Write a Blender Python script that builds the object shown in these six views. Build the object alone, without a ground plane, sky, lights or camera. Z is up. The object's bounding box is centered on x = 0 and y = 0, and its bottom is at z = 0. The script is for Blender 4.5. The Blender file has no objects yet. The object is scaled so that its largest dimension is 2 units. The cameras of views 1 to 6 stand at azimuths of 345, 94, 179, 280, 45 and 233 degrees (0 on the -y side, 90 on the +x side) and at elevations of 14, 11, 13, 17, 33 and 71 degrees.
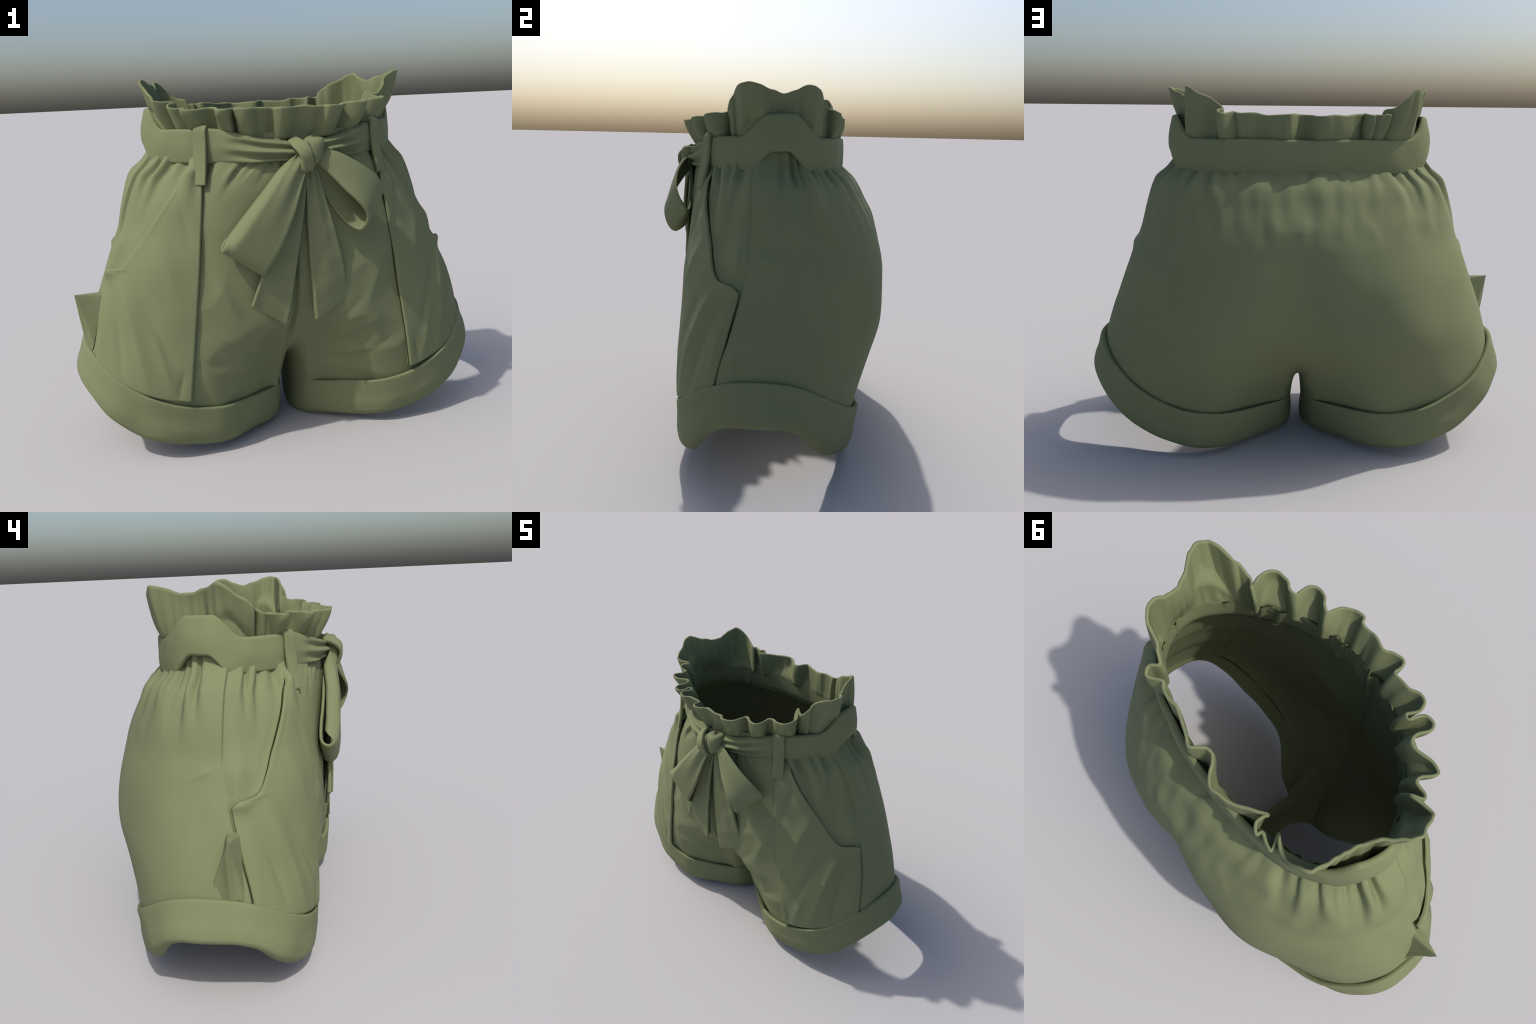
# Paper-bag waist shorts: gathered body panels, patch pockets, turned-up cuffs,
# pleated ruffle, sash belt with a tied bow.
import bpy, math
import numpy as np
from mathutils import Vector, noise

rng = np.random.default_rng(11)

# ------------------------------------------------------------------ materials
def cloth_material(name, tint=1.0):
    m = bpy.data.materials.new(name); m.use_nodes = True
    nt = m.node_tree; b = nt.nodes["Principled BSDF"]
    tc = nt.nodes.new("ShaderNodeTexCoord")
    n1 = nt.nodes.new("ShaderNodeTexNoise"); n1.inputs["Scale"].default_value = 3.0
    n1.inputs["Detail"].default_value = 3.0
    ramp = nt.nodes.new("ShaderNodeValToRGB")
    c = np.array(BASE) * tint
    ramp.color_ramp.elements[0].position = 0.3
    ramp.color_ramp.elements[1].position = 0.7
    ramp.color_ramp.elements[0].color = (*(c * 0.97), 1)
    ramp.color_ramp.elements[1].color = (*(c * 1.03), 1)
    weave = nt.nodes.new("ShaderNodeTexNoise"); weave.inputs["Scale"].default_value = 260.0
    bump = nt.nodes.new("ShaderNodeBump"); bump.inputs["Strength"].default_value = 0.05
    bump.inputs["Distance"].default_value = 0.002
    L = nt.links.new
    L(tc.outputs["Object"], n1.inputs["Vector"]); L(tc.outputs["Object"], weave.inputs["Vector"])
    L(n1.outputs["Fac"], ramp.inputs["Fac"]); L(ramp.outputs["Color"], b.inputs["Base Color"])
    L(weave.outputs["Fac"], bump.inputs["Height"]); L(bump.outputs["Normal"], b.inputs["Normal"])
    b.inputs["Roughness"].default_value = 0.85
    b.inputs["Specular IOR Level"].default_value = 0.25
    return m

BASE = (0.151, 0.171, 0.086)
CLOTH = cloth_material("olive_cotton")
TRIM = cloth_material("olive_cotton_trim")

# ------------------------------------------------------------------ helpers
def smooth(a, b, x):
    t = np.clip((np.asarray(x, float) - a) / (b - a), 0, 1)
    return t * t * (3 - 2 * t)

def table(xs, ys):
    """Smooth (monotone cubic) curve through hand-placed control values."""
    xs = np.array(xs, float); ys = np.array(ys, float)
    o = np.argsort(xs); xs, ys = xs[o], ys[o]
    h = np.diff(xs); d = np.diff(ys) / h
    m = np.zeros_like(ys); m[0], m[-1] = d[0], d[-1]
    for i in range(1, len(xs) - 1):
        m[i] = 0 if d[i - 1] * d[i] <= 0 else 2 * d[i - 1] * d[i] / (d[i - 1] + d[i])
    def f(x):
        x = np.clip(x, xs[0], xs[-1])
        i = np.clip(np.searchsorted(xs, x) - 1, 0, len(h) - 1)
        t = (x - xs[i]) / h[i]
        return ((2*t**3 - 3*t**2 + 1) * ys[i] + (t**3 - 2*t**2 + t) * h[i] * m[i]
                + (-2*t**3 + 3*t**2) * ys[i+1] + (t**3 - t**2) * h[i] * m[i+1])
    return f

def spline(points, n, closed=False):
    """Catmull-Rom through control points (rows may hold any number of columns)."""
    P = np.array(points, float)
    if closed:
        P = np.vstack([P[-1], P, P[0], P[1]])
    else:
        P = np.vstack([2 * P[0] - P[1], P, 2 * P[-1] - P[-2]])
    m = len(P) - 3
    u = np.linspace(0, m, n, endpoint=not closed)
    i = np.minimum(u.astype(int), m - 1); t = (u - i)[:, None]
    a, b, c, d = P[i], P[i+1], P[i+2], P[i+3]
    return 0.5 * (2*b + (c - a)*t + (2*a - 5*b + 4*c - d)*t**2 + (3*b - a - 3*c + d)*t**3)

def fbm(P, scale, seed):
    o = Vector((seed * 7.3, seed * 3.1, seed * 5.7))
    return np.array([noise.noise(Vector(p) * scale + o) for p in P])

ROOT = bpy.data.objects.new("shorts", None)
bpy.context.scene.collection.objects.link(ROOT)
ROOT["label"] = "olive green paper-bag waist shorts with tied bow"
ROOT["category"] = "shorts"

def make(name, V, F, mat=CLOTH, parent=None, normals=None):
    me = bpy.data.meshes.new(name)
    me.from_pydata(np.asarray(V, float).tolist(), [], F)
    me.validate(); me.update()
    me.polygons.foreach_set("use_smooth", [True] * len(me.polygons))
    me.materials.append(mat)
    ob = bpy.data.objects.new(name, me)
    bpy.context.scene.collection.objects.link(ob)
    ob.parent = parent or ROOT
    if normals is not None:
        me.normals_split_custom_set_from_vertices(np.asarray(normals).tolist())
    return ob

def grid_faces(rows, cols, wrap_c=False, wrap_r=False, base=0, flip=False):
    F = []
    for r in range(rows if wrap_r else rows - 1):
        r2 = (r + 1) % rows
        for c in range(cols if wrap_c else cols - 1):
            c2 = (c + 1) % cols
            q = (base + r*cols + c, base + r*cols + c2, base + r2*cols + c2, base + r2*cols + c)
            F.append(q[::-1] if flip else q)
    return F

def vertex_normals(V, F):
    V = np.asarray(V); Q = np.array([f if len(f) == 4 else (*f, f[-1]) for f in F])
    n = np.cross(V[Q[:, 2]] - V[Q[:, 0]], V[Q[:, 3]] - V[Q[:, 1]])
    N = np.zeros_like(V)
    for k in range(4):
        np.add.at(N, Q[:, k], n)
    return N / np.maximum(np.linalg.norm(N, axis=1, keepdims=True), 1e-12)

# ------------------------------------------------------------------ body surface
# One half is a sheet: s = 0 centre front, ~0.5 side, 1 centre back.
HALF_W = table([1.45, 1.36, 1.30, 1.245, 1.12, 1.01, .94, .75, .55, .42, .30, .1],
               [.560, .577, .620, .671, .718, .746, .776, .852, .922, .955, .975, .975])
FRONT = table([1.45, 1.30, 1.15, 1.0, .8, .6, .4, .2, .05],
              [.385, .402, .415, .415, .420, .430, .432, .420, .405])
BACK = table([1.45, 1.33, 1.29, 1.24, 1.17, 1.08, .99, .82, .64, .5, .28, .1],
             [.300, .312, .350, .400, .438, .487, .522, .554, .555, .537, .478, .440])
POWER_F = table([1.45, 1.25, 1.1, 1.0, .85, .6, .3], [1.74, 1.86, 2.08, 2.25, 2.42, 2.46, 2.75])
POWER_B = table([1.45, 1.3, 1.1, .8, .5, .3], [2.25, 2.2, 2.1, 1.95, 1.93, 2.05])
Z_TOP, Z_CROTCH = 1.42, 0.48
LEG_X = 0.46
# turned-up hem heights by distance from the centre line
HEM_LOW = table([.02, .10, .20, .33, .5, .62, .75, .86, .93, .965],
                [.004, .006, .014, .024, .044, .070, .110, .192, .285, .325])
HEM_TOP = table([.02, .12, .27, .40, .5, .6, .75, .86, .92, .955],
                [.20, .207, .222, .232, .248, .275, .345, .43, .495, .52])

def section(s, z):
    s = np.asarray(s, float); z = np.asarray(z, float)
    X, f, b = HALF_W(z), FRONT(z), BACK(z)
    yc = 0.02
    sn, cs = np.sin(np.pi * s), np.cos(np.pi * s)
    front = cs >= 0
    n = np.where(front, POWER_F(z), POWER_B(z))
    x = X * np.abs(np.clip(sn, 0, 1)) ** (2 / n)
    yy = np.abs(cs) ** (2 / n)
    y = np.where(front, yc - (f + yc) * yy, yc + (b - yc) * yy)
    return x, y

def s_from_x(x, z):
    n = POWER_F(z); return np.arcsin(np.clip(x / HALF_W(z), 0, 1) ** (n / 2)) / np.pi

def s_from_y(y, z):
    n = POWER_F(z); return np.arccos(np.clip((.02 - y) / (FRONT(z) + .02), 0, 1) ** (n / 2)) / np.pi

SEAM_Y = table([1.42, 1.3, 1.1, .98, .84, .67, .5, .3], [-.07, -.065, -.06, -.058, -.085, -.125, -.17, -.20])
def seam_s(z):
    return s_from_y(SEAM_Y(z), z)

S_LEG = 0.225      # where the thigh leaves the centre panel
# the cloth sinks in toward the crotch, between the thighs and under the seat
SINK_F = table([.48, .55, .65, .78], [.140, .090, .032, 0])
SINK_B = table([.48, .6, .75, .9, 1.08], [.150, .095, .055, .034, 0])
SPAN_B = table([.48, .6, .75, .9], [.26, .22, .16, .12])
def sink(front, x, z):
    z = np.maximum(z, Z_CROTCH)
    return np.where(front, SINK_F(z) * np.exp(-(x / (.12 + .12 * (1 - smooth(.48, .62, z)))) ** 2), -SINK_B(z) * np.exp(-(x / SPAN_B(z)) ** 2))
Y0F = -FRONT(Z_CROTCH) + SINK_F(Z_CROTCH)
Y0B = BACK(Z_CROTCH) - SINK_B(Z_CROTCH)
def crotch_curve(t):
    k = np.abs(2 * t - 1) ** 2.0
    y = Y0F * (1 - t) + Y0B * t
    return np.stack([0 * t, y, .318 + (Z_CROTCH - .318) * k], -1)
Z_IN = .085
def inner_hem(t):
    k = np.abs(2 * t - 1) ** 2.2
    y = -.18 * (1 - t) + .135 * t
    return np.stack([.030 + .070 * k, y, Z_IN + 0 * t], -1)
def inner_sheet(t, f):
    A, B = crotch_curve(t), inner_hem(t)
    g = f[..., None]
    P = A * (1 - g) + B * g
    P[..., 0] = B[..., 0] * np.sqrt(np.clip(f, 0, 1))
    return P

def outline(s, z):
    """Horizontal outline of one half: whole hip above the crotch, one thigh below it."""
    s, z = np.broadcast_arrays(np.asarray(s, float), np.asarray(z, float))
    x, y = section(s, z)
    front = s < .5
    y = y + sink(front, x, z)
    y = y + np.where(front, 0, .034 * np.exp(-((x - .46) / .17) ** 2 - ((z - .70) / .22) ** 2))   # seat cheeks
    y_c = np.where(front, -FRONT(z), BACK(z)) + sink(front, 0 * x, z)
    f = np.clip((Z_CROTCH - z) / (Z_CROTCH - Z_IN), 0, 1)
    C = inner_sheet(np.where(front, 0., 1.), f)
    edge = np.minimum(s, 1 - s)
    q = np.clip(1 - edge / S_LEG, 0, 1) ** 1.7
    below = z < Z_CROTCH
    y = np.where(below, y + (C[..., 1] - y_c) * q, y)
    x = np.where(below, x + C[..., 0] * np.clip(1 - x / LEG_X, 0, 1), x)
    return x, y

def bottom_z(s):
    x, _ = section(s, np.full_like(np.asarray(s, float), .15))
    return HEM_LOW(np.maximum(x, .1)) + .05

def body_base(s, w):
    """Plain garment surface; w runs 0 at the waist to 1 at the hem."""
    s, w = np.broadcast_arrays(np.asarray(s, float), np.asarray(w, float))
    edge = np.minimum(s, 1 - s)
    zb = Z_IN + (bottom_z(s) - Z_IN) * smooth(0, .12, edge)
    z = Z_TOP + (zb - Z_TOP) * w
    x, y = outline(s, z)
    return np.stack([x, y, z], -1)

def body_at(s, z):
    """Surface point for a given height (outer part of the leg only)."""
    s = np.asarray(s, float); z = np.asarray(z, float)
    x, y = section(s, z)
    return np.stack([x, y, z], -1)

# ---- relief: gathers below the belt, seams, creases (signed along the normal)
class Gather:
    def __init__(self, s, width, depth, length, lean): self.__dict__.update(locals())
def make_gathers(side):
    r = np.random.default_rng(31 + side)
    out = []
    # front: between the fly and the loop (short), pocket mouth (long), back (medium)
    for s0, s1, n, d, ln in [(.04, .15, 6, .012, .16), (.205, .40, 4, .030, .28),
                             (.50, .64, 3, .026, .30), (.64, .80, 4, .020, .20), (.80, 1.0, 5, .012, .12)]:
        for k in range(n):
            s = s0 + (s1 - s0) * (k + .5 + r.uniform(-.33, .33)) / n
            wd = (s1 - s0) / n * r.uniform(.20, .38)
            out.append((s, wd, d * r.uniform(.5, 1.3), ln * r.uniform(.5, 1.3), r.uniform(-.12, .12), r.choice([-1, 1])))
    return out
GATHERS = {1: make_gathers(1), -1: make_gathers(2)}

def segment_fold(P, a, b, width, height, front_view=False):
    """Soft ridge (height>0) or crease along a segment; front_view ignores depth."""
    axes = [0, 2] if front_view else [0, 1, 2]
    P = P[..., axes]
    a, b = np.array(a)[axes], np.array(b)[axes]; d = b - a
    t = np.clip(((P - a) @ d) / (d @ d), 0, 1)
    r = np.linalg.norm(P - (a + t[..., None] * d), axis=-1)
    body = np.exp(-(r / width) ** 2) * .6 + np.exp(-r / (.55 * width)) * .4      # soft with a sharp spine
    return height * body * np.sin(np.pi * np.clip(.08 + .84 * t, 0, 1))

OPEN_X = table([1.30, 1.20, 1.10, 1.03, .93, .86, .84], [.435, .500, .572, .622, .695, .755, .80])
def relief(s, z, side, P):
    d = np.zeros_like(z)
    ss0 = seam_s(z) + 1e-6
    top = 1.32
    for gs, wd, dep, ln, lean, hand in GATHERS[side]:
        t = np.clip((top - z) / ln, 0, 1)
        c = gs + lean * (gs - .5) * t
        w = wd * (1 + .9 * t)
        e = (s - c) * hand                      # steep on one flank, soft on the other
        g = np.exp(-(e / np.where(e < 0, .55 * w, 1.35 * w)) ** 2)
        fade = (1 - t) ** 1.5
        d -= dep * g * fade
        d += .6 * dep * np.exp(-((e + 1.5 * w) / (.9 * w)) ** 2) * fade
    d = np.where(d > 0, d * (1 - .8 * smooth(1.25, 1.31, z)), d * (1 - .5 * smooth(1.28, 1.38, z)))
    # lining behind the pocket mouth sits lower than the pocket cloth
    mouth = (s > s_from_x(OPEN_X(z), z) - .01) & (s < seam_s(z)) & (z > .83)
    dist = s - s_from_x(OPEN_X(z), z)
    d -= .008 * smooth(-.01, .02, dist) * (1 - smooth(.06, .16, dist)) * smooth(.83, .90, z) * (1 - smooth(1.24, 1.32, z))
    d += .024 * np.exp(-((s - .425) / .035) ** 2) * np.exp(-((z - .93) / .10) ** 2) * (s < ss0)
    # back panel laps over the front panel at the side seam
    ss = seam_s(z)
    d += np.where(s > ss + 1e-6, .010 * (1 - smooth(0, .10, s - ss)), -.004 * (1 - smooth(0, .03, ss - s)))
    # centre-front fly crease, faint centre-back seam
    ax = P[..., 0] * side
    f = np.abs(P[..., 1]) > .18
    d -= np.where((P[..., 1] < 0) & (z > .36), .024 * np.exp(-((ax + .034 * side) / .011) ** 2) * smooth(.40, .55, z), 0)
    d += np.where((P[..., 1] < 0) & (z > .36), .008 * np.exp(-((ax + .064 * side) / .020) ** 2) * smooth(.5, .6, z), 0)
    M = P * np.array([side, 1, 1])
    for a, b, w, h in THIGH_FOLDS:
        d += np.where(M[..., 1] < -.1, segment_fold(M, a, b, w, 1.1 * h, True), 0)
    for a, b, w, h in SIDE_FOLDS:
        d += segment_fold(M, a, b, w, h)
    return d

THIGH_FOLDS = [
    ((.05, -.40, .43), (.36, -.42, .55), .030, .008), ((.06, -.36, .38), (.42, -.42, .40), .028, .008),
    ((.08, -.33, .33), (.40, -.41, .26), .026, .007), ((.10, -.40, .50), (.30, -.42, .68), .030, -.006),
    ((.25, -.41, .34), (.46, -.40, .46), .030, -.007), ((.30, -.42, .62), (.40, -.42, .86), .035, .007),
    ((.05, -.42, .60), (.22, -.42, .50), .030, .006), ((.2, -.40, .32), (.35, -.40, .22), .03, -.005),
]
SIDE_FOLDS = [((.765, -.02, .97), (.79, .07, .925), .016, .010), ((.82, .0, .86), (.86, .05, .70), .02, -.006)]

# ---- build body mesh (two halves + two inner thigh sheets, welded on x = 0)
ROWS, CF, CB, CI = 190, 120, 140, 72
wgrid = np.linspace(0, 1, ROWS)
wc = (Z_TOP - Z_CROTCH) / (Z_TOP - Z_IN)
ROW_C = int(round(wc * (ROWS - 1)))
wgrid = np.concatenate([np.linspace(0, wc, ROW_C + 1), np.linspace(wc, 1, ROWS - ROW_C)[1:]])
def seam_cols(n, toward):
    c = np.linspace(0, 1, n); return c
def half(side):
    # columns: front panel up to the seam, back panel from the seam
    zref = Z_TOP + (np.array([.15]) - Z_TOP) * wgrid[:, None]
    P0 = None
    ss = np.empty((ROWS, 1))
    guess = np.full(ROWS, .45)
    for _ in range(6):
        z = body_base(guess, wgrid)[:, 2]; guess = seam_s(z)
    ss[:, 0] = guess
    cf = np.linspace(0, 1, CF) ** 1.45; cb = np.linspace(0, 1, CB)
    cf = np.append(cf[:-1] * .994, [.994, 1.0]); cb = np.concatenate([[.006], .006 + .994 * cb[1:]])
    S = np.hstack([ss * cf[None], ss + (1 - ss) * cb[None]])
    W = np.repeat(wgrid[:, None], S.shape[1], 1)
    P = body_base(S, W)
    t = np.linspace(0, 1, CI)
    f = np.clip((wgrid[ROW_C:] - wc) / (1 - wc), 0, 1)
    T, FF = np.meshgrid(t, f)
    I = inner_sheet(T, FF)
    P = P.copy(); P[..., 0] *= side; I[..., 0] *= side
    return S, P, len(cf), T, I

verts, faces, info = [], [], []     # info: (side, s, z, panel)
keymap = {}
tags = []
def add_patch(P, S, side, split, flip, inner):
    R, C = P.shape[:2]
    ids = np.empty((R, C), int)
    for r in range(R):
        for c in range(C):
            row = r + ROW_C if inner else r
            key = None
            if c in (0, C - 1):                      # centre line, or thigh edge below the crotch
                key = ("edge", c == 0, row, side if row > ROW_C else 0)
            elif inner and r == 0:
                key = ("crotch", c)
            if key in keymap:
                ids[r, c] = keymap[key]; continue
            ids[r, c] = len(verts)
            if key is not None: keymap[key] = len(verts)
            verts.append(P[r, c]); info.append((side, S[r, c], inner))
    for r in range(R - 1):
        for c in range(C - 1):
            q = (ids[r, c], ids[r, c+1], ids[r+1, c+1], ids[r+1, c])
            q = q[::-1] if flip else q
            faces.append(tuple(int(i) for i in q))
            tags.append((side, 0 if c < split else 1))
    return ids
for side in (1, -1):
    S, P, nf, T, I = half(side)
    add_patch(P, S, side, nf - 1 + .5, side > 0, False)
    add_patch(I, np.where(T < .5, 0., 1.), side, CI // 2, side < 0, True)
V = np.array(verts); side_v = np.array([i[0] for i in info]); s_v = np.array([i[1] for i in info])
inner_v = np.array([i[2] for i in info])

# relax the crotch so the thighs flow into the seat without a ridge
E = set()
for fc in faces:
    for a, b in zip(fc, fc[1:] + fc[:1]):
        E.add((min(a, b), max(a, b)))
E = np.array(sorted(E))
q = crotch_curve(np.linspace(0, 1, 60))
dist = np.full(len(V), 9.)
near = np.where((np.abs(V[:, 0]) < .3) & (V[:, 2] < .75))[0]
dist[near] = np.min(np.linalg.norm(V[near, None] - q[None], axis=2), axis=1)
wgt = (1 - smooth(.03, .20, dist)) * .6
deg = np.bincount(E.ravel(), minlength=len(V))[:, None]
hem_lock = (V[:, 2] < .12)
wgt[hem_lock] = 0
for _ in range(70):
    A = np.zeros_like(V)
    np.add.at(A, E[:, 0], V[E[:, 1]]); np.add.at(A, E[:, 1], V[E[:, 0]])
    V = V + wgt[:, None] * (A / deg - V)
N = vertex_normals(V, faces)
d = np.zeros(len(V))
for side in (1, -1):
    k = (side_v == side) & ~inner_v
    d[k] = relief(s_v[k], V[k, 2], side, V[k])
d += .0045 * fbm(V, 5.0, 1) * (1 - smooth(.9, 1.2, V[:, 2]) * .3)
thigh = (V[:, 1] < -.1) * (1 - smooth(.95, 1.15, V[:, 2])) * smooth(.02, .10, np.abs(V[:, 0]))
d += thigh * .020 * (.22 - np.abs(fbm(V * np.array([1, 1, .8]), 4.2, 9)))
back_top = smooth(.95, 1.12, V[:, 2]) * (1 - smooth(1.24, 1.30, V[:, 2])) * (V[:, 1] > .2)
crumple = fbm(V * np.array([2.0, .6, .55]), 9.0, 3)
d += back_top * (.006 * crumple + .005 * (.2 - np.abs(fbm(V * np.array([1.3, 1, .7]), 7.0, 5))))
V0, N0 = V.copy(), N.copy()
V = V + N * d[:, None]
N = vertex_normals(V, faces)
THICK = .011
BODY_V, BODY_N = V, N
NV = len(V)
# the lining hangs straighter than the outside, so the wall is thickest at the hips
LINING = table([1.42, 1.3, 1.15, .95, .75, .55, .1], [.020, .034, .034, .036, .042, .020, .011])
wall = THICK + (LINING(V[:, 2]) - THICK) * (.3 + .7 * smooth(.15 + .25 * smooth(.8, 1.1, V[:, 2]), .57, np.abs(V[:, 0]))) * np.where(V[:, 1] < -.25, .5, 1)
wall = np.maximum(wall, THICK - d)           # smooth lining, clear of every valley outside
lined = N0 * np.array([1, 1, .25]); lined /= np.linalg.norm(lined, axis=1, keepdims=True)
bend = smooth(.45, .6, V[:, 2])[:, None]
allV = np.vstack([V, V0 - (N0 * (1 - bend) + lined * bend) * wall[:, None]])
allN = np.vstack([N, -vertex_normals(allV[NV:], faces)])
# open borders (waist, hems) get a rim
from collections import Counter
cnt = Counter()
for fc in faces:
    for a, b in zip(fc, fc[1:] + fc[:1]):
        cnt[(min(a, b), max(a, b))] += 1
for panel, pname in ((0, "front_panel"), (1, "back_panel")):
    for side in (1, -1):
        fl = [f for f, t in zip(faces, tags) if t == (side, panel)]
        fs = list(fl) + [tuple(i + NV for i in f[::-1]) for f in fl]
        for f in fl:
            for a, b in zip(f, f[1:] + f[:1]):
                if cnt[(min(a, b), max(a, b))] == 1:
                    fs.append((b, a, a + NV, b + NV))
        used = np.unique(np.concatenate([np.array(f) for f in fs]))
        remap = {int(u): i for i, u in enumerate(used)}
        make(pname, allV[used], [tuple(remap[i] for i in f) for f in fs], CLOTH, normals=allN[used])

# ------------------------------------------------------------------ surface sampler for applied parts
def surface(s, z, side):
    P = body_at(s, z); e = 1e-3
    du = body_at(s + e, z) - body_at(s - e, z); dv = body_at(s, z + e) - body_at(s, z - e)
    n = np.cross(dv, du); n /= np.maximum(np.linalg.norm(n, axis=-1, keepdims=True), 1e-12)
    n *= np.sign((n * (P - np.array([0.2, 0, 0]))).sum(-1, keepdims=True) + 1e-9)
    Q = P.copy(); Q[..., 0] *= side; n = n.copy(); n[..., 0] *= side
    dd = relief(s, z, side, Q)
    return Q, n, dd

# ------------------------------------------------------------------ patch pockets
def pocket(side):
    nv, na = 170, 80
    v = np.linspace(0, 1, nv)
    zf = table([0, 1], [1.305, .290])(v)
    xf = table([1.30, 1.22, .9, .54, .26], [.395, .402, .441, .491, .53])(zf)
    sf = s_from_x(xf, zf)
    # mouth curve, then the side seam
    zo = table([0, .12, .25, .36, .44, .50, .56, 1], [1.30, 1.19, 1.06, .945, .865, .838, .81, .49])(v)
    so_mouth = s_from_x(OPEN_X(np.maximum(zo, .845)), zo)
    so_seam = seam_s(zo) - .004
    k = smooth(.44, .535, v)
    so = so_mouth * (1 - k) + so_seam * k
    a = np.linspace(0, 1, na)
    a = .5 - .5 * np.cos(np.pi * a) * (.75 + .25 * np.abs(np.cos(np.pi * a)) ** .5)
    a = (a - a[0]) / (a[-1] - a[0])
    Z = zf[:, None] * (1 - a) + zo[:, None] * a
    S = sf[:, None] * (1 - a) + so[:, None] * a
    xe, _ = section(S[-1], Z[-1])
    z_end = HEM_TOP(xe) + .030 * (1 - a) ** 3 - .012 * a
    Z = Z + (z_end - Z[-1])[None] * (v ** 5)[:, None]
    Q, n, dd = surface(S, Z, side)
    damp = np.minimum(smooth(0, .25, a)[None], 1) * 0.0
    # pocket cloth bridges the relief beneath it
    from_edge = np.minimum(np.minimum(a, 1 - a)[None] * np.linalg.norm(Q[:, -1] - Q[:, 0], axis=-1)[:, None],
                           (np.minimum(v, 1 - v) * 1.1)[:, None])
    gath = np.where(dd < 0, dd * .55, dd * .8)
    lip = (1 - smooth(.40, .50, v))[:, None] * smooth(.80, 1, a)[None] * .004
    h = .0160 * (.3 + .7 * smooth(0, .06, v))[:, None] * (1 - .10 * smooth(.75, 1, a)[None] * (1 - smooth(.42, .5, v))[:, None]) + lip * smooth(0, .08, v)[:, None] + gath * (1 - smooth(.0, .9, v))[:, None]
    # diagonal drag folds running from the pocket mouth corner to the hem
    M = Q * np.array([side, 1, 1])
    for p, r_, w_, hh in [((.76, -.19, .83), (.70, -.34, .36), .030, .012), ((.80, -.14, .80), (.80, -.30, .40), .020, -.012),
                          ((.72, -.25, .82), (.60, -.37, .48), .030, -.012), ((.83, -.16, .74), (.88, -.25, .47), .018, .010),
                          ((.60, -.33, 1.02), (.54, -.38, .72), .040, .008), ((.66, -.3, .62), (.60, -.3, .34), .022, .007),
                          ((.55, 0, .42), (.58, 0, .30), .015, -.006), ((.50, 0, 1.18), (.47, 0, .95), .025, -.006)]:
        h = h + segment_fold(M, p, r_, w_, hh, True)
    h = h + .016 * np.exp(-((a[None] - .93) / .10) ** 2 - ((v[:, None] - .51) / .05) ** 2)   # gaping corner of the mouth
    h = h + .004 * fbm(Q.reshape(-1, 3), 6.0, 4 + side).reshape(h.shape)
    roll = .010 * np.sqrt(np.clip(1 - (1 - np.clip(from_edge / .007, 0, 1)) ** 2, 0, 1))
    H = np.maximum(h - .010 + roll, -.01)
    P = Q + n * H[..., None]
    # stitched edge: little welt a finger's width in from the front edge
    rows, cols = nv, na
    Vv = P.reshape(-1, 3).tolist(); F = grid_faces(rows, cols, flip=side < 0)
    # skirt down into the body
    ring = [r * cols for r in range(rows)] + [(rows-1)*cols + c for c in range(1, cols)] + \
           [r*cols + cols-1 for r in range(rows-2, -1, -1)] + [c for c in range(cols-2, 0, -1)]
    Qf, nf_ = Q.reshape(-1, 3), n.reshape(-1, 3)
    b0 = len(Vv)
    for i in ring: Vv.append(Qf[i] + nf_[i] * (min(dd.reshape(-1)[i], 0) - .012))
    for i in range(len(ring)):
        j = (i + 1) % len(ring)
        q = (ring[i], ring[j], b0 + j, b0 + i)
        F.append(q if side < 0 else q[::-1])
    make("pocket", Vv, F, CLOTH)
for side in (1, -1):
    pocket(side)

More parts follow.
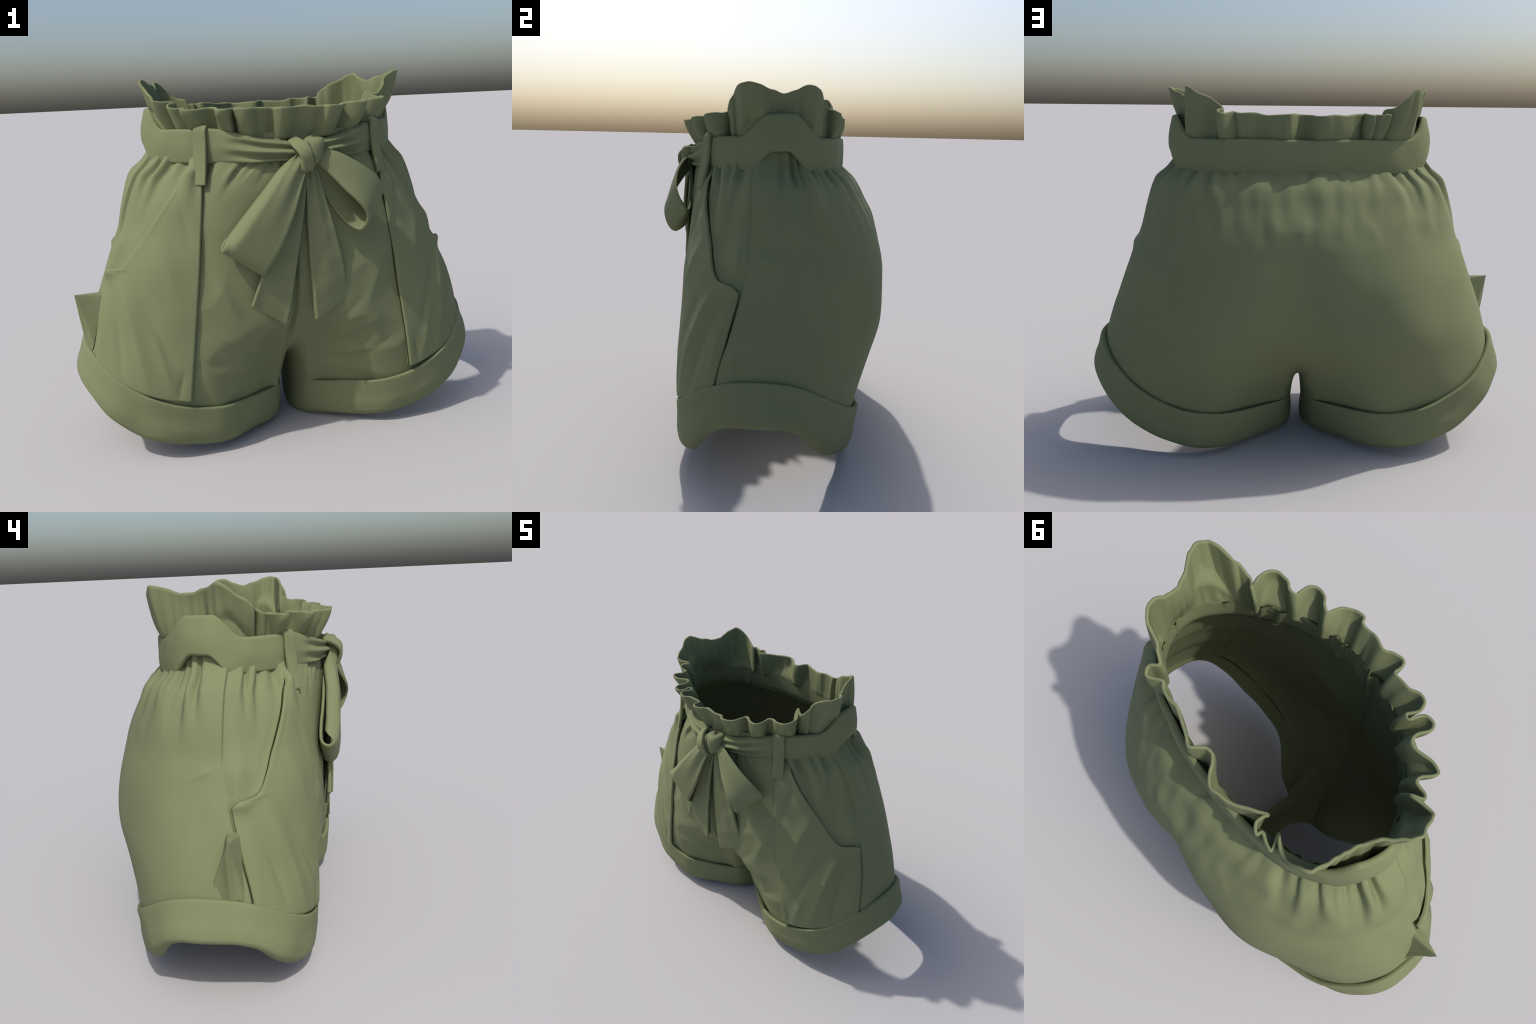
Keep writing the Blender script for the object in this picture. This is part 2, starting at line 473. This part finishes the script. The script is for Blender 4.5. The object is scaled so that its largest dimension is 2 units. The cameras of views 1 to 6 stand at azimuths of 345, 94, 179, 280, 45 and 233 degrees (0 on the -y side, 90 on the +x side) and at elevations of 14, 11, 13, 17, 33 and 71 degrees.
# ------------------------------------------------------------------ cuffs
def cuff(side):
    nu = 220
    so = np.linspace(0, 1, nu)
    ti = np.linspace(1, 0, 70)[1:-1]
    def ring(zfun):
        # leg outline at a height that follows the slanted hem
        x = np.full(nu, .5); z = np.full(nu, .2)
        for _ in range(8):
            z = zfun(np.maximum(x, .02))
            x, y = outline(so, z)
        out = np.stack([x, y, z], -1)
        zi = zfun(np.full(len(ti), .04))
        k = np.abs(2 * ti - 1) ** 2.2
        xi = .031 + (out[-1, 0] - .031) * k
        yi = out[0, 1] * (1 - ti) + out[-1, 1] * ti
        zz = zi * (1 - k) + out[-1, 2] * k
        return np.vstack([out, np.stack([xi, yi, zz], -1)])
    lo, hi = ring(HEM_LOW), ring(HEM_TOP)
    for R in (lo, hi):            # even the ring out
        for _ in range(14):
            R[:] = .5 * R + .25 * (np.roll(R, 1, 0) + np.roll(R, -1, 0))
    def out_dir(R):
        t = np.roll(R, -2, 0) - np.roll(R, 2, 0); n = np.stack([t[:, 1], -t[:, 0], 0 * t[:, 0]], -1)
        n /= np.linalg.norm(n, axis=1, keepdims=True)
        return n if (n * (R - R.mean(0))).sum() > 0 else -n
    for_n = out_dir(hi)
    n_lo = out_dir(lo)
    outer = smooth(.72, .95, lo[:, 0])            # 1 on the outside of the leg
    innr = 1 - smooth(.03, .2, lo[:, 0])          # 1 between the legs
    fat = (1 - .72 * innr)
    # profile: (height fraction, offset outward)
    prof = [(.78, -.004), (.94, -.002), (.985, .004), (1.0, .010), (1.004, .016), (.99, .022), (.96, .024), (.85, .025), (.6, .027),
            (.42, .031), (.28, .030), (.17, .027), (.09, .019), (.035, .006), (.0, -.012), (-.01, -.030), (.03, -.045), (.12, -.048), (.3, -.030), (.6, -.016)]
    prof = spline(prof, 54)
    L = len(lo)
    P = np.empty((len(prof), L, 3))
    for i, (hf, o) in enumerate(prof):
        base = lo * (1 - hf) + hi * hf
        n = n_lo * (1 - hf) + for_n * hf; n /= np.linalg.norm(n, axis=1, keepdims=True)
        curl = np.where(o < 0, o * (1 - .5 * outer), o + .012 * outer * (1 - abs(hf - .2)))
        P[i] = base + n * (curl * fat)[:, None]
    P[..., 0] *= side
    w = fbm(P.reshape(-1, 3), 7.0, 8 + side).reshape(P.shape[:2])
    nn = for_n.copy(); nn[:, 0] *= side
    P += nn[None] * (.007 * w)[..., None]
    if side < 0:   # sharp crease in the turn-up near the outer corner
        d = segment_fold(P, (-.955, -.20, .44), (-.86, -.35, .25), .008, -.012)
        P += nn[None] * d[..., None]
    make("cuff", P.reshape(-1, 3), grid_faces(len(prof), L, wrap_c=True, flip=side > 0), TRIM)
for side in (1, -1):
    cuff(side)

# ------------------------------------------------------------------ waist: belt
def waist(u, grow, z=1.40):
    """Closed waist outline; u in turns, 0 = centre front, 0.25 = wearer's left (+x)."""
    u = np.mod(u, 1.0)
    side = np.where(u <= .5, 1., -1.); s = np.where(u <= .5, 2 * u, 2 - 2 * u)
    zz = np.full_like(u, z)
    x, y = section(s, zz); e = 1e-3
    xa, ya = section(np.clip(s + e, 0, 1), zz); xb, yb = section(np.clip(s - e, 0, 1), zz)
    n = np.stack([-(yb - ya), (xb - xa)], -1); n /= np.maximum(np.linalg.norm(n, axis=-1, keepdims=True), 1e-12)
    sg = np.sign(n[:, 0] * x + n[:, 1] * (y - .0) + 1e-9); n *= sg[:, None]
    return np.stack([(x + n[:, 0] * grow) * side, y + n[:, 1] * grow], -1)

KNOT = np.array([.03, -.44, 1.325])
def belt_edges(xy):
    side_on = smooth(.40, .50, np.abs(xy[:, 0]))
    yy = np.abs(xy[:, 1] - .045)
    at = (1 - smooth(.060, .180, yy)) * side_on
    ab = (1 - smooth(.030, .125, yy)) * side_on
    front = smooth(.30, .42, -xy[:, 1])
    k = np.abs(xy[:, 0] - KNOT[0])
    pinch = (1 - smooth(.02, .42, k)) * (xy[:, 1] < 0)
    zt = 1.445 + .095 * at - .012 * front - .055 * pinch
    zb = 1.300 + .085 * ab - .020 * front + .018 * pinch - .008 * (xy[:, 1] > .2)
    return zb, zt, pinch, at

def belt():
    nu = 640
    u = np.arange(nu) / nu
    ref = waist(u, .022)
    zb, zt, pinch, at = belt_edges(ref)
    # rounded closed profile, h = height fraction, o = offset
    arc = []
    for h in np.linspace(0, 1, 22): arc.append((h, 1))
    prof = [(h, 'o') for h in np.linspace(.0, 1, 30)] + [(h, 'i') for h in np.linspace(1, 0, 8)]
    P = np.empty((len(prof), nu, 3))
    for i, (h, k) in enumerate(prof):
        edge = math.sqrt(max(0, 1 - (1 - min(1, min(h, 1 - h) / .06)) ** 2))
        if k == 'o':
            bulge = .006 * math.sin(math.pi * h)
            folds = .011 * math.sin(2 * math.pi * (2.5 * h + .1)) * smooth(.0, .6, pinch) + .018 * pinch * math.sin(math.pi * h)
            # the arch stands off at its lower edge and leans in at the top
            o = .014 + .010 * edge + bulge + folds + at * (.012 - .022 * h)
        else:
            o = .004 + 0 * pinch + at * (.012 - .022 * h)
        xy = np.empty((nu, 2))
        base = waist(u, 0.0); out = waist(u, 1e-2)
        n = (out - base) / 1e-2
        P[i, :, :2] = base + n * np.broadcast_to(o, nu)[:, None]
        P[i, :, 2] = zb + (zt - zb) * h
    w = fbm(P.reshape(-1, 3), 9.0, 15).reshape(P.shape[:2])
    P[..., :2] += n[None] * (.006 * w)[..., None]
    P[..., 2] += .003 * fbm(P.reshape(-1, 3), 14.0, 16).reshape(P.shape[:2])
    make("belt", P.reshape(-1, 3), grid_faces(len(prof), nu, wrap_c=True, wrap_r=True), TRIM)
belt()

# ------------------------------------------------------------------ waist: pleated ruffle
# fold line of the free edge: (bearing in degrees, radius relative to the waist)
PLEATS = [(128, 1.04), (120, 1.02), (113, .97), (106, .96), (96, .98), (88, 1.04), (82, 1.07), (78, 1.07), (74, 1.04),
          (69, .98), (65, .97), (61, .93), (62, .85), (56, .96), (49, 1.03), (45, 1.04), (42, 1.01), (41, .96), (38, .95),
          (36, .99), (32, 1.07), (29, 1.09), (26, 1.06), (25, 1.01), (23, .98), (21, 1.03), (18, 1.11), (15, 1.15),
          (11, 1.16), (10, 1.12), (7, 1.11), (4, 1.12), (-1, 1.09), (-4, 1.15), (-7, 1.17), (-9, 1.13), (-10, 1.06),
          (-13, 1.06), (-17, 1.08), (-19, 1.13), (-22, 1.13), (-25, 1.09), (-26, 1.04), (-27, .97), (-29.5, .97),
          (-27.5, 1.05), (-27.5, 1.10), (-30, 1.12), (-33, 1.08), (-35, 1.0), (-37, .96), (-41, .94), (-43, .96),
          (-45, 1.04), (-48, 1.07), (-50, 1.06), (-54, .98), (-58, .95), (-61, 1.0), (-64, 1.0), (-67, .93), (-67, 1.0), (-68, 1.06),
          (-71, 1.06), (-77, 1.05), (-83, 1.06), (-88, 1.04), (-92, 1.01), (-99, .98), (-106, .97), (-113, .99),
          (-120, 1.04), (-125, 1.09), (-129, 1.13), (-132, 1.17), (-135, 1.17), (-139, 1.15), (-141, 1.1), (-142, 1.03),
          (-144, 1.11), (-146, 1.08), (-148, 1.03), (-150, 1.06), (-151, 1.0), (-149, .94), (-147, .91), (-149, .91),
          (-156, .95), (-162, .99), (-168, 1.01), (-171, 1.01), (-174, .95), (-176, .89), (-179, .85), (-182, .86),
          (-184, .92), (-186, .96), (-192, .93), (-201, .92), (-203, .94), (-206, .97), (-210, .98), (-212, .98),
          (-213, 1.07), (-215, 1.07), (-217, 1.04), (-218, .98), (-222, .98), (-225, .98), (-229, 1.02)]
RIM_Z = table([-232, -227, -222, -215, -206, -180, -155, -144, -141, -138, -132, -125, -113, -106, -98, -88, -83, -77, -71, -66,
               -54, -40, 0, 25, 45, 56, 61, 65, 70, 75, 80, 88, 96, 106, 113, 120, 128],
              [1.648, 1.625, 1.598, 1.562, 1.548, 1.545, 1.545, 1.55, 1.58, 1.62, 1.658, 1.645, 1.62, 1.622, 1.635, 1.657, 1.645, 1.615,
               1.59, 1.55, 1.53, 1.525, 1.515, 1.52, 1.535, 1.545, 1.56, 1.60, 1.635, 1.662, 1.664, 1.65, 1.635, 1.625, 1.640, 1.660, 1.648])
EX, EY, OY = .57, .36, -.03
def ruffle():
    nu, nv = 900, 30
    C = spline(PLEATS, nu, closed=False)
    C = spline(PLEATS + [(PLEATS[0][0] - 360, PLEATS[0][1])], nu + 1)[:-1]
    th, rr = C[:, 0], C[:, 1]
    top_z = RIM_Z(th) + .010 * fbm(np.stack([np.cos(np.radians(th)), np.sin(np.radians(th)), rr], -1), 7.0, 43)
    rim = np.stack([EX * rr * np.sin(np.radians(th)), OY - EY * rr * np.cos(np.radians(th)), top_z], -1)
    # gathered foot: same pleats, tighter, on the waist outline
    uu = np.linspace(0, 1, 1441); wl = waist(uu, -.004)
    wth = np.degrees(np.unwrap(np.arctan2(wl[:, 0] / EX, -(wl[:, 1] - OY) / EY)))
    wr = np.hypot(wl[:, 0] / EX, (wl[:, 1] - OY) / EY)
    mono = np.minimum.accumulate(th)
    k = 41; ker = np.hanning(k); ker /= ker.sum()
    ext = np.concatenate([mono[-k:] + 360, mono, mono[:k] - 360]); mono = np.convolve(ext, ker, 'same')[k:-k]
    base_r = np.interp(np.mod(mono, 360), np.mod(wth[:-1], 360)[np.argsort(np.mod(wth[:-1], 360))],
                       wr[:-1][np.argsort(np.mod(wth[:-1], 360))], period=360)
    ext = np.concatenate([rr[-k:], rr, rr[:k]])
    K2 = 121; ker2 = np.hanning(K2); ker2 /= ker2.sum()
    ext2 = np.concatenate([rr[-K2:], rr, rr[:K2]])
    avg = np.convolve(ext2, ker2, 'same')[K2:-K2]
    wig = rr - avg
    base_r = base_r - .008
    _, zt, _, at = belt_edges(waist(np.mod(mono, 360) / 360, .02))
    z0 = 1.390 + 0 * at
    small = fbm(np.stack([np.cos(np.radians(mono)), np.sin(np.radians(mono)), 0 * mono], -1), 16.0, 41)
    v = np.linspace(0, 1, nv)
    P = np.empty((nv, nu, 3))
    for i, t in enumerate(v):
        start = np.clip((zt - .02 - z0) / (top_z - z0), .05, .7)      # pleats open just above the belt
        op = smooth(0, 1, np.clip((t - start * .6) / (1.0 - start * .6), 0, 1)) * .40 + .60 * smooth(0, .5, t / (start * 2.0))
        e = t ** (1.15 + 1.5 * at)                     # the side frills stay upright, then flare
        r = base_r * (1 - e) + avg * e + 1.2 * wig * op * (1 + .35 * math.sin(math.pi * t)) + .030 * (small - .35 * np.abs(small)) * smooth(0, .25, t) * (1 - .6 * smooth(.35, 1, t))
        zz = z0 * (1 - t) + top_z * t
        lim = base_r + .016 + .30 * np.clip((zz - zt + .02) / .13, 0, 1) ** 1.3
        r = -np.log(np.exp(-70 * r) + np.exp(-70 * lim)) / 70         # soft limit: stay inside the belt
        ang = mono * (1 - e) + th * e
        P[i, :, 0] = EX * r * np.sin(np.radians(ang)); P[i, :, 1] = OY - EY * r * np.cos(np.radians(ang))
        P[i, :, 2] = z0 * (1 - t) + top_z * t
    F = grid_faces(nv, nu, wrap_c=True, flip=True)
    Vf = P.reshape(-1, 3); N = vertex_normals(Vf, F)
    if (N * (Vf - np.array([0, 0, 1.5]))).sum() < 0: N = -N; F = [f[::-1] for f in F]
    th_ = .0055
    m = len(Vf)
    # rounded free edge: a middle ring slightly higher
    top = np.arange((nv-1) * nu, nv * nu)
    mid = Vf[top] + np.array([0, 0, .004])
    allv = np.vstack([Vf + N * th_ , Vf - N * th_, mid])
    F2 = list(F) + [tuple(i + m for i in f[::-1]) for f in F]
    for c in range(nu):
        c2 = (c + 1) % nu; a, b = (nv-1)*nu + c, (nv-1)*nu + c2
        M1, M2 = 2*m + c, 2*m + c2
        F2.append((a, b, M2, M1)); F2.append((M1, M2, b + m, a + m))
        F2.append((c, c + m, c2 + m, c2))
    ob = make("ruffle", allv, F2, CLOTH)
    import bmesh
    bm = bmesh.new(); bm.from_mesh(ob.data); bmesh.ops.recalc_face_normals(bm, faces=bm.faces); bm.to_mesh(ob.data); bm.free()
ruffle()

# ------------------------------------------------------------------ ribbons: loops, bow, tails
def ribbon(name, ctrl, thick=.012, n=60, m=21, ridge=0.0, ridges=1.5, roll=0.0, curl=0.0, kind='tail', mat=TRIM, parent=None, seed=1, cap=True):
    """ctrl rows: centre xyz, half-width vector xyz. A flat strap with rounded edges."""
    C = spline(ctrl, n); c, h = C[:, :3], C[:, 3:]
    t = np.gradient(c, axis=0); t /= np.linalg.norm(t, axis=1, keepdims=True)
    nn = np.cross(t, h); nn /= np.linalg.norm(nn, axis=1, keepdims=True)
    a = np.linspace(-1, 1, m)
    a = np.sign(a) * (1 - (1 - np.abs(a)) ** 1.25)
    tt = np.linspace(0, 1, n)
    fade = np.clip(1 - np.minimum(tt, 1 - tt) * 3.2, 0, 1) if kind == 'loop' else (1 - tt) ** 1.8
    rows_o, rows_i = [], []
    for k, (sgn, store) in enumerate(((1, rows_o), (-1, rows_i))):
        G = c[:, None] + a[None, :, None] * h[:, None]
        wav = ridge * np.cos(a * math.pi * ridges)[None] * fade[:, None] - roll * (np.abs(a) ** 6)[None] \
            - curl * (np.clip((-a - .62) / .38, 0, 1) ** 1.6)[None] * ((1 - smooth(.36, .44, tt)) * smooth(0, .12, tt))[:, None]
        half = (thick / 2 + .0022 * np.exp(-((np.abs(a) - .90) / .05) ** 2)) * np.sqrt(np.clip(1 - np.clip((np.abs(a) - .88) / .12, 0, 1) ** 2, .0, 1))
        G = G + nn[:, None] * (wav + sgn * half[None])[..., None]
        store.append(G)
    o, i = rows_o[0], rows_i[0]
    w = .003 * fbm(c, 12, seed)
    loop = np.concatenate([o, i[:, ::-1][:, 1:-1]], 1)
    loop = loop + (nn * w[:, None])[:, None]
    R, Cc = loop.shape[:2]
    Vv = loop.reshape(-1, 3); F = grid_faces(R, Cc, wrap_c=True)
    if cap:
        # close both ends with strips between front and back faces
        for r in (0, R - 1):
            b = r * Cc
            for k in range(m - 1):
                top = (b + k, b + k + 1)
                lo = ((b + (Cc - k) % Cc), (b + (Cc - k - 1) % Cc))
                q = (top[0], top[1], lo[1] if k + 1 < m - 1 else b + m - 1, lo[0] if k else b)
                q = tuple(dict.fromkeys(q))
                if len(q) > 2: F.append(q if r == 0 else q[::-1])
    ob = make(name, Vv, F, mat, parent)
    import bmesh
    bm = bmesh.new(); bm.from_mesh(ob.data); bmesh.ops.recalc_face_normals(bm, faces=bm.faces); bm.to_mesh(ob.data); bm.free()
    return ob

LOOP_U = .122
for sd in (1, -1):
    u = np.array([LOOP_U if sd > 0 else 1 - LOOP_U])
    def at(grow, z):
        p = waist(u, grow)[0]; return np.array([p[0], p[1], z])
    tan = waist(u + .004, 0.)[0] - waist(u - .004, 0.)[0]; tan = tan / np.linalg.norm(tan) * .030
    hw = (tan[0], tan[1], 0)
    path = [at(.014, 1.440), at(.022, 1.453), at(.037, 1.437), at(.040, 1.39), at(.047, 1.33), at(.056, 1.28), at(.066, 1.245), at(.073, 1.215)]
    ribbon("belt_loop", [(*q, *hw) for q in path], thick=.014, n=50, roll=.003, seed=20 + sd)

BOW = bpy.data.objects.new("bow", None); bpy.context.scene.collection.objects.link(BOW); BOW.parent = ROOT; BOW.location = (0, .010, 0)

# hanging loop (its own left), more open loop on the other side, two tails
ribbon("bow_loop", [(.01, -.452, 1.32, .022, 0, -.018), (-.05, -.478, 1.245, .045, .0, -.03), (-.12, -.497, 1.13, .066, .0, -.047),
                    (-.20, -.500, 1.01, .083, .0, -.060), (-.262, -.492, .925, .089, .0, -.064), (-.278, -.470, .893, .089, 0, -.064),
                    (-.277, -.440, .897, .089, 0, -.064), (-.258, -.423, .93, .086, 0, -.06), (-.19, -.425, 1.03, .07, 0, -.05),
                    (-.08, -.428, 1.18, .045, 0, -.03), (.01, -.430, 1.29, .025, 0, -.015)],
       thick=.012, n=110, ridge=.009, ridges=1.6, roll=.003, curl=.052, kind='loop', parent=BOW, seed=31)
ribbon("bow_loop", [(.07, -.448, 1.315, .010, 0, .030), (.13, -.468, 1.285, .024, .006, .044), (.205, -.492, 1.225, .038, .02, .056),
                    (.275, -.498, 1.165, .050, .035, .058), (.318, -.482, 1.108, .058, .045, .058), (.318, -.458, 1.062, .064, .05, .062),
                    (.295, -.438, 1.045, .06, .04, .06), (.235, -.418, 1.075, .05, .02, .05), (.15, -.415, 1.165, .035, .006, .04),
                    (.08, -.425, 1.26, .02, 0, .03), (.05, -.432, 1.30, .012, 0, .02)],
       thick=.012, n=110, ridge=.006, ridges=1.0, roll=.004, kind='loop', parent=BOW, seed=32)
ribbon("bow_tail", [(.005, -.425, 1.28, .022, 0, -.006), (-.025, -.440, 1.15, .035, 0, -.012), (-.065, -.447, 1.0, .048, 0, -.022),
                    (-.105, -.447, .86, .062, .0, -.034), (-.14, -.446, .74, .075, .006, -.05), (-.169, -.442, .642, .082, .010, -.057)],
       thick=.014, n=70, ridge=-.007, ridges=1.3, roll=-.006, parent=BOW, seed=33)
ribbon("bow_tail", [(.045, -.428, 1.28, .024, 0, .0), (.058, -.440, 1.16, .040, .0, .004), (.080, -.448, 1.0, .062, .004, .012),
                    (.105, -.448, .82, .080, .010, .026), (.120, -.443, .70, .086, .016, .036), (.127, -.439, .637, .087, .018, .040)],
       thick=.014, n=70, ridge=.008, ridges=1.5, roll=.004, parent=BOW, seed=34)

def knot():
    nu, nv = 64, 40
    P = np.empty((nv, nu, 3))
    for i, v in enumerate(np.linspace(-1, 1, nv)):
        for j in range(nu):
            a = 2 * math.pi * j / nu
            ca, sa = math.cos(a), math.sin(a)
            r = (1 - abs(v) ** 3.2) ** (1 / 3.2)
            e = 2 / 2.6
            x = .060 * r * math.copysign(abs(ca) ** e, ca)
            y = .052 * r * math.copysign(abs(sa) ** e, sa)
            z = .072 * v * (1 - .12 * ca)
            # diagonal lap where the sash wraps over itself
            g = x + .35 * z + .006
            y -= (.010 if sa < 0 else 0) * (-sa) * (math.exp(-((g + .024) / .018) ** 2) - 1.1 * math.exp(-(g / .007) ** 2))
            t = math.radians(-14)
            P[i, j] = (KNOT[0] + .006 + x * math.cos(t) - z * math.sin(t) * -1 * -1, KNOT[1] + .002 + y, KNOT[2] + x * math.sin(t) * -1 + z * math.cos(t))
    F = grid_faces(nv, nu, wrap_c=True)
    ob = make("knot", P.reshape(-1, 3), F, TRIM, BOW)
    import bmesh
    bm = bmesh.new(); bm.from_mesh(ob.data); bmesh.ops.remove_doubles(bm, verts=bm.verts, dist=1e-5)
    bmesh.ops.recalc_face_normals(bm, faces=bm.faces); bm.to_mesh(ob.data); bm.free()
knot()
ribbon("knot_wrap", [(-.035, -.425, 1.385, .018, 0, .010), (-.028, -.470, 1.375, .022, 0, .012), (-.005, -.503, 1.340, .024, 0, .014),
                     (.010, -.502, 1.295, .022, 0, .010), (.018, -.480, 1.262, .020, 0, .006), (.016, -.440, 1.255, .018, 0, .004)],
       thick=.014, n=44, roll=.004, parent=BOW, seed=36)

# ------------------------------------------------------------------ pulled-out point of cloth on the side seam
def point_fold():
    # a tent of cloth: ridge line from the tip down to the cuff, two wrinkled flanks
    apex = np.array([-.975, -.108, .745])
    foot = np.array([(-.845, -.135, .725), (-.843, -.105, .740), (-.845, -.075, .730), (-.868, -.060, .66), (-.890, -.035, .58), (-.916, -.012, .515),
                     (-.922, -.04, .495), (-.942, -.092, .50), (-.944, -.104, .50), (-.930, -.125, .495), (-.918, -.148, .50), (-.888, -.142, .60)])
    n, m = 96, 24
    ring = spline(foot, n, closed=True)
    P = np.empty((m, n, 3))
    a = np.arange(n) / n
    for i, t in enumerate(np.linspace(0, 1, m)):
        e = t ** 1.0
        P[i] = ring * (1 - e) + apex * e
        sag = math.sin(math.pi * t)                       # flanks hollow in toward the ridge
        P[i, :, 0] += .010 * sag * (1 - np.exp(-((P[i, :, 1] + .100) / .016) ** 2))
        P[i, :, 0] += .002 * np.sin(a * 2 * np.pi * 3) * sag
    P[-1] = apex + (ring - ring.mean(0)) * .008
    F = grid_faces(m, n, wrap_c=True) + [tuple(range((m-1)*n, m*n))]
    ob = make("point_fold", P.reshape(-1, 3), F, CLOTH)
    import bmesh
    bm = bmesh.new(); bm.from_mesh(ob.data); bmesh.ops.recalc_face_normals(bm, faces=bm.faces); bm.to_mesh(ob.data); bm.free()
point_fold()
